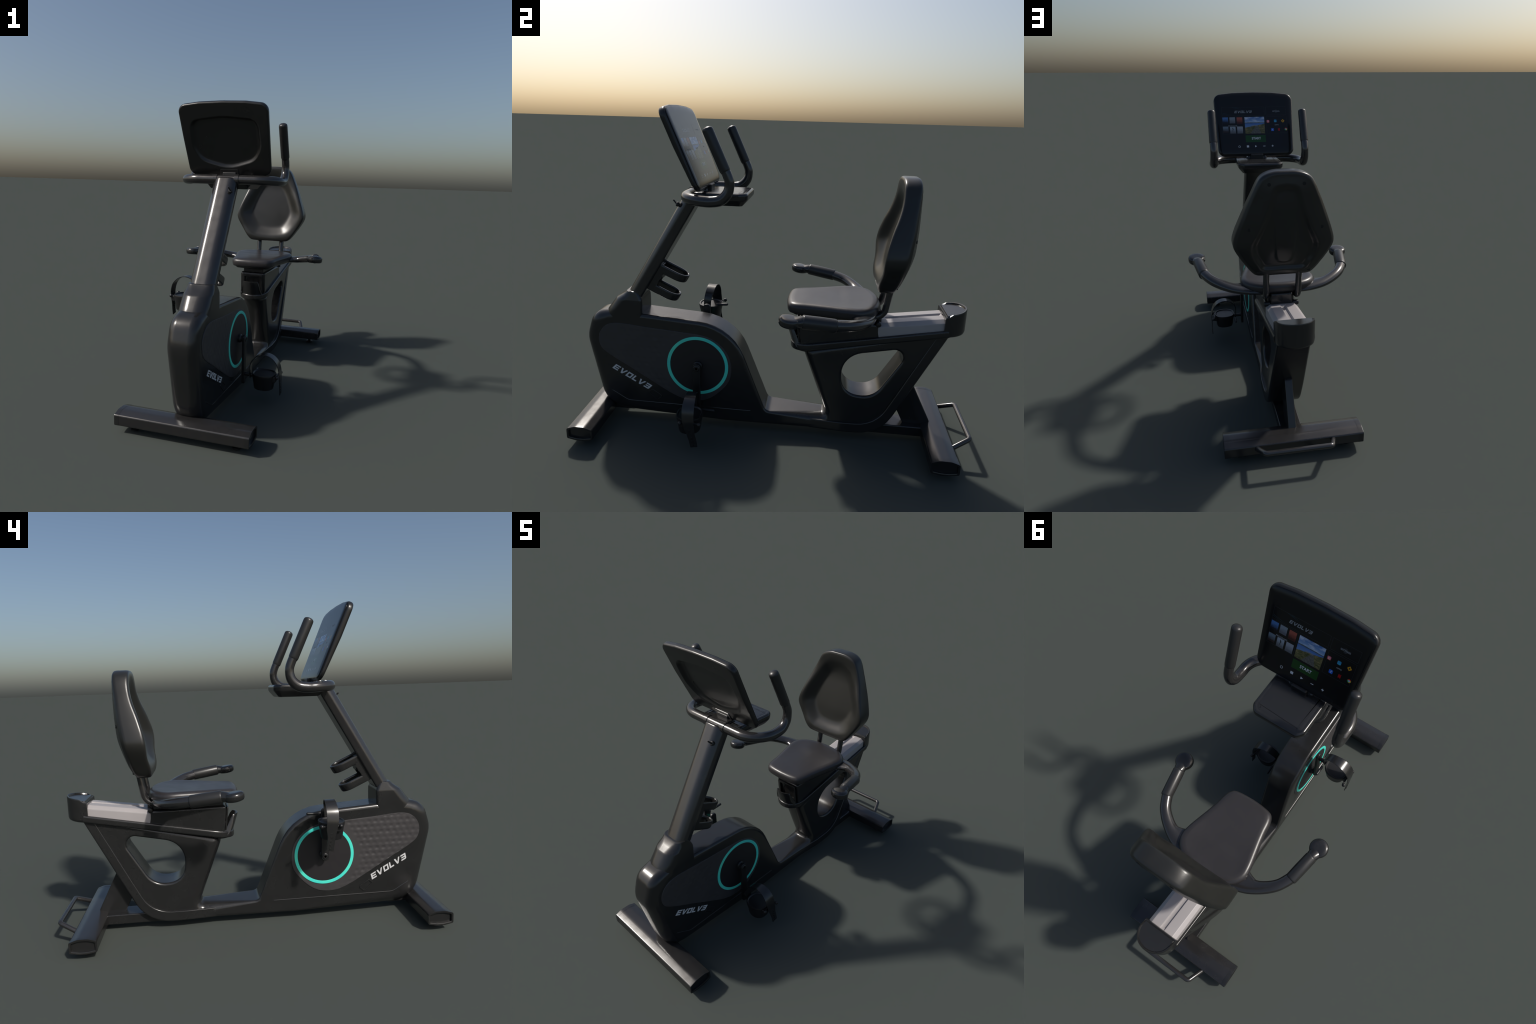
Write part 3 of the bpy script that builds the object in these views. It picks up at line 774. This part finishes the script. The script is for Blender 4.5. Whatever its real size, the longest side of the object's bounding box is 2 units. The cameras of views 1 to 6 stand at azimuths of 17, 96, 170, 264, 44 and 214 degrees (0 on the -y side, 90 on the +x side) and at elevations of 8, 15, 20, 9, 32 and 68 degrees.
def ui_frame(x0, x1, y0, y1):
    w_, h_ = x1 - x0, y1 - y0
    ui_poly('menu_frame', R_(w_, h_), UILINE, (x0 + x1) / 2, (y0 + y1) / 2, .0023, .0003, holes=[R_(w_ - .0024, h_ - .0024)])
def ui_text(body, cx, cy, size, mat, z=.0032, width=None):
    cu = bpy.data.curves.new('caption', 'FONT'); cu.body = body; cu.size = size; cu.align_x = 'CENTER'; cu.align_y = 'CENTER'; cu.extrude = .00005; cu.offset = size * .018
    tmp = bpy.data.objects.new('caption', cu); bpy.context.scene.collection.objects.link(tmp)
    dg = bpy.context.evaluated_depsgraph_get(); me = bpy.data.meshes.new_from_object(tmp.evaluated_get(dg))
    bpy.data.objects.remove(tmp); bpy.data.curves.remove(cu)
    me.materials.clear(); me.materials.append(mat); me.name = 'caption'
    wd = max(v.co.x for v in me.vertices) - min(v.co.x for v in me.vertices)
    k = (width / wd) if width else 1
    ob = link(bpy.data.objects.new('caption', me), screen)
    ob.matrix_world = SU @ Matrix.Translation((cx, cy, .00233 + (z - .0022) * .12)) @ Matrix.Diagonal((k, 1, 1, 1)); return ob
ui_frame(-.205, .065, .252, .306); ui_frame(.074, .205, .252, .306); ui_frame(.074, .205, .135, .245); ui_frame(-.205, -.070, .135, .247)
for k, (xa, ya, xb, yb) in enumerate([(-.200, .268, -.13, .254), (-.203, .262, -.16, .255), (-.14, .305, -.06, .285), (-.12, .304, -.08, .297)]):
    d = Vector((xb - xa, yb - ya)).normalized(); nrm = Vector((-d.y, d.x)) * .0012
    ui_poly('header_streak', [(xa - nrm.x, ya - nrm.y), (xb, yb), (xa + nrm.x, ya + nrm.y)], TEALSTREAK, 0, 0, .00225, .0003)
word('screen_letter', SU @ Matrix.Translation((-.126, .268, .0018)), .112, UIGREY, screen, .0005)
ui_text('SETTINGS', .140, .2765, .011, UIGREY, width=.046)
ui_poly('gear_mark', [(.009 * (1 + .18 * (i % 4 < 2)) * cos(2 * pi * i / 32), .011 * (1 + .18 * (i % 4 < 2)) * sin(2 * pi * i / 32)) for i in range(32)], UILINE, .140, .2765, .0022, .0004)
ui_text('PROGRAMS', -.141, .186, .0095, UIGREY, .0036, width=.056)
ui_text('VIRTUAL', -.002, .186, .0095, UIGREY, .0036, width=.042)
ui_text('APPS', .139, .188, .0095, UIGREY, width=.026)
ui_rect('landscape_picture', -.064, .0615, .135, .242, landscape_mat(), .0024)
ui_rect('start_button', -.0645, .0635, .080, .1245, GREEN, .0024)
ui_text('START', .003, .1035, .021, UIWHITE, .0032, width=.058)
TH = [((-.203, -.168), (.203, .242), (70, 110, 165), (22, 26, 38)), ((-.159, -.124), (.203, .242), (120, 130, 140), (86, 90, 100)), ((-.114, -.078), (.198, .241), (150, 78, 66), (60, 28, 28)),
      ((-.203, -.169), (.144, .183), (100, 116, 130), (44, 34, 34)), ((-.159, -.124), (.138, .181), (140, 152, 164), (88, 92, 98)), ((-.114, -.078), (.138, .182), (142, 148, 158), (92, 96, 104))]
for (x0, x1), (y0, y1), t, b in TH:
    ui_rect('programme_photo', x0, x1, y0, y1, thumb_mat('programme_photo', t, b, y1 - y0), .0024)
ui_poly('photo_figure', [(-.003, -.012), (.002, -.011), (.001, -.002), (.005, .002), (.001, .010), (-.001, .014), (-.003, .008), (-.001, 0)], UILINE, -.1415, .163, .0030)
def rr(w_, h_, r): return [p[:2] for p in fillet([(-w_ / 2, -h_ / 2, r), (w_ / 2, -h_ / 2, r), (w_ / 2, h_ / 2, r), (-w_ / 2, h_ / 2, r)], .01)]
ring_ = lambda r, n=20: [(r * cos(2 * pi * i / n), r * sin(2 * pi * i / n)) for i in range(n)]
def icon(cx, cy, pts, mat): return ui_poly('app_icon', pts, mat, cx, cy, .0025)
icon(.085, .212, rr(.017, .017, .004), icon_mat('icon_magenta', (190, 60, 120), (215, 110, 80)))
ui_poly('app_mark', ring_(.0052), UIWHITE, .085, .212, .0031, holes=[ring_(.0036)])
icon(.132, .214, rr(.017, .017, .004), icon_mat('icon_blue', (40, 120, 175), (60, 160, 190)))
icon(.1805, .2135, [(0, -.011), (.011, 0), (0, .011), (-.011, 0)], icon_mat('icon_yellow', (205, 150, 30)))
ui_poly('app_mark', R_(.006, .008), BLACK, .1805, .2135, .0031)
icon(.1105, .1575, rr(.018, .018, .003), icon_mat('icon_royal_blue', (40, 96, 200)))
ui_text('f', .1115, .157, .016, UIWHITE)
icon(.152, .158, [(-.006, -.009), (-.002, -.009), (-.002, .0), (.002, -.009), (.006, -.009), (.006, .009), (.002, .009), (.002, .001), (-.002, .009), (-.006, .009)], icon_mat('icon_red', (165, 22, 28)))
cxy = (.197, .160)
for k, cc in enumerate([(190, 60, 50), (60, 140, 80), (200, 170, 60)]):
    a0 = radians(30 + 120 * k)
    ui_poly('app_icon', [(0, 0)] + [(.0088 * cos(a0 + radians(120) * i / 8), .0088 * sin(a0 + radians(120) * i / 8)) for i in range(9)], icon_mat('icon_disc', cc), *cxy, z=.0025)
ui_poly('app_mark', ring_(.0042), icon_mat('icon_pale_blue', (150, 180, 225)), *cxy, z=.0032)
# touch buttons
ui_poly('touch_button', ring_(.0068, 24), UIWHITE, -.107, .053, .0025, holes=[ring_(.0050, 24)])
ui_rect('touch_button', -.0605, -.0465, .047, .060, UIWHITE, .0025)
ui_poly('touch_button', [(-.005, -.0065), (.007, 0), (-.005, .0065)], UIWHITE, -.003, .0535, .0025)
ui_rect('touch_button', .0435, .0575, .0518, .0550, UIWHITE, .0025)
ui_poly('touch_button', [(-.0015, -.0065), (.0015, -.0065), (.0015, -.0015), (.0065, -.0015), (.0065, .0015), (.0015, .0015), (.0015, .0065), (-.0015, .0065), (-.0015, .0015), (-.0065, .0015), (-.0065, -.0015), (-.0015, -.0015)], UIWHITE, .104, .0535, .0025)

# ================================================================== CRANKS AND PEDALS
AX = (-.392, .360)
for s, down in ((1, -1), (-1, 1)):
    lathe('crank_hub', (s * X0, AX[0], AX[1]), (s, 0, 0), [(.024, 0), (.024, .016), (.018, .022), (.018, .046), (.013, .050)], BLACK, root, 24)
    pz = AX[1] + down * .205
    arm_o = fillet([(AX[0] - .021, AX[1] - down * .024, .019), (AX[0] - .020, pz + down * .058, .017), (AX[0] + .018, pz + down * .058, .017), (AX[0] + .021, AX[1] - down * .024, .019)], .03)
    lo, hi = sorted((s * .112, s * .128))
    crank = plate('crank_arm', arm_o, lo, hi, .004, .004, BLACK, root, seg=3)
    lathe('crank_bolt', (s * .126, AX[0], AX[1]), (s, 0, 0), [(.008, 0), (.008, .004), (.006, .005)], BLACK, crank, 14)
    P = lambda x, y, z: (s * x, y, pz + z)
    tube('pedal_axle', [P(.12, -.397, 0), P(.185, -.397, 0)], .011, BLACK, crank, 14)
    # dished pedal body
    bm = bmesh.new(); n = 40; yc = -.397; xc = .244
    def pr(r, z, sq=1.0):
        out = []
        for i in range(n):
            a = 2 * pi * i / n; c, d = cos(a), sin(a)
            k = (abs(c) ** 2.4 + abs(d) ** 2.4) ** (-1 / 2.4)
            out.append(P(xc + r * 1.02 * c * k, yc + r * .99 * d * k, z))
        return out
    lp = bridge(bm, [pr(.046, -.068), pr(.053, -.064), pr(.056, -.050), pr(.0595, -.02), pr(.0655, .008), pr(.0665, .018), pr(.065, .0225), pr(.060, .0225), pr(.055, .017), pr(.02, .0165)])
    bm.faces.new(lp[0]); bm.faces.new(lp[-1])
    pedal = finish(bm, 'pedal', BLACK, crank, 40)
    ye = .012 if down > 0 else 0
    sp = spline([(.168, -.402, -.012, .0195), (.1635, -.400, .050, .0200), (.175, -.396, .088, .0215), (.206, -.391, .117, .0235), (.247, -.388, .128, .0255), (.288, -.386, .116, .028),
                 (.319, -.386, .084, .030), (.3325, -.384, .040, .029), (.3345, -.378, .0, .026), (.334, -.369 - ye * .5, -.040, .0195), (.3335, -.360 - ye, -.075, .0185), (.3330, -.354 - ye, -.108, .0175)], 5)
    PP = [Vector(P(p[0], p[1], p[2])) for p in sp]
    bm = bmesh.new()
    # rectangular strap: width along y, thickness across the run
    loops = []
    for i, c in enumerate(PP):
        t = (PP[min(len(PP) - 1, i + 1)] - PP[max(0, i - 1)]).normalized(); nn = Vector((0, 1, 0)).cross(t).normalized(); hw = sp[i][3]; e = .0022
        wv = (Vector((0, 1, 0)) - t * t.y).normalized()
        loops.append([c + wv * a * hw + nn * b * e for a, b in ((-1, -.6), (-.96, -1), (.96, -1), (1, -.6), (1, .6), (.96, 1), (-.96, 1), (-1, .6))])
    lp = bridge(bm, loops); bm.faces.new(lp[0]); bm.faces.new(lp[-1])
    strap = finish(bm, 'toe_strap', BODY, pedal, 40)
    for k in range(5):
        zz = -.022 - k * .0185; yy = interp([(-.104, -.354 - ye), (-.04, -.369 - ye * .5), (0, -.378)], zz)
        lathe('strap_dark_disc', P(.3335 - .003, yy, zz), (s, 0, 0), [(.0050, 0), (.0050, .0062), (.0042, .0066)], PLUG, strap, 12)  # dark disc set through the strap to read as a hole, none is cut
    # buckle pin with two round ends, and inner pin
    tube('strap_pin', [P(.318, -.335, .010), P(.318, -.428, .010)], .0045, BLACK, pedal, 10)
    for yy in (-.331, -.426): ball('pin_end', P(.325, yy, .012), .0105, BLACK, pedal)
    tube('strap_pin', [P(.172, -.345, .040 if down > 0 else .0), P(.172, -.292, .044 if down > 0 else .0)], .0075, BLACK, pedal, 10)
    block('strap_lug', *[tuple(map(f, P(.295, -.43, -.018), P(.318, -.36, .014))) for f in (min, max)], .004, BLACK, pedal)
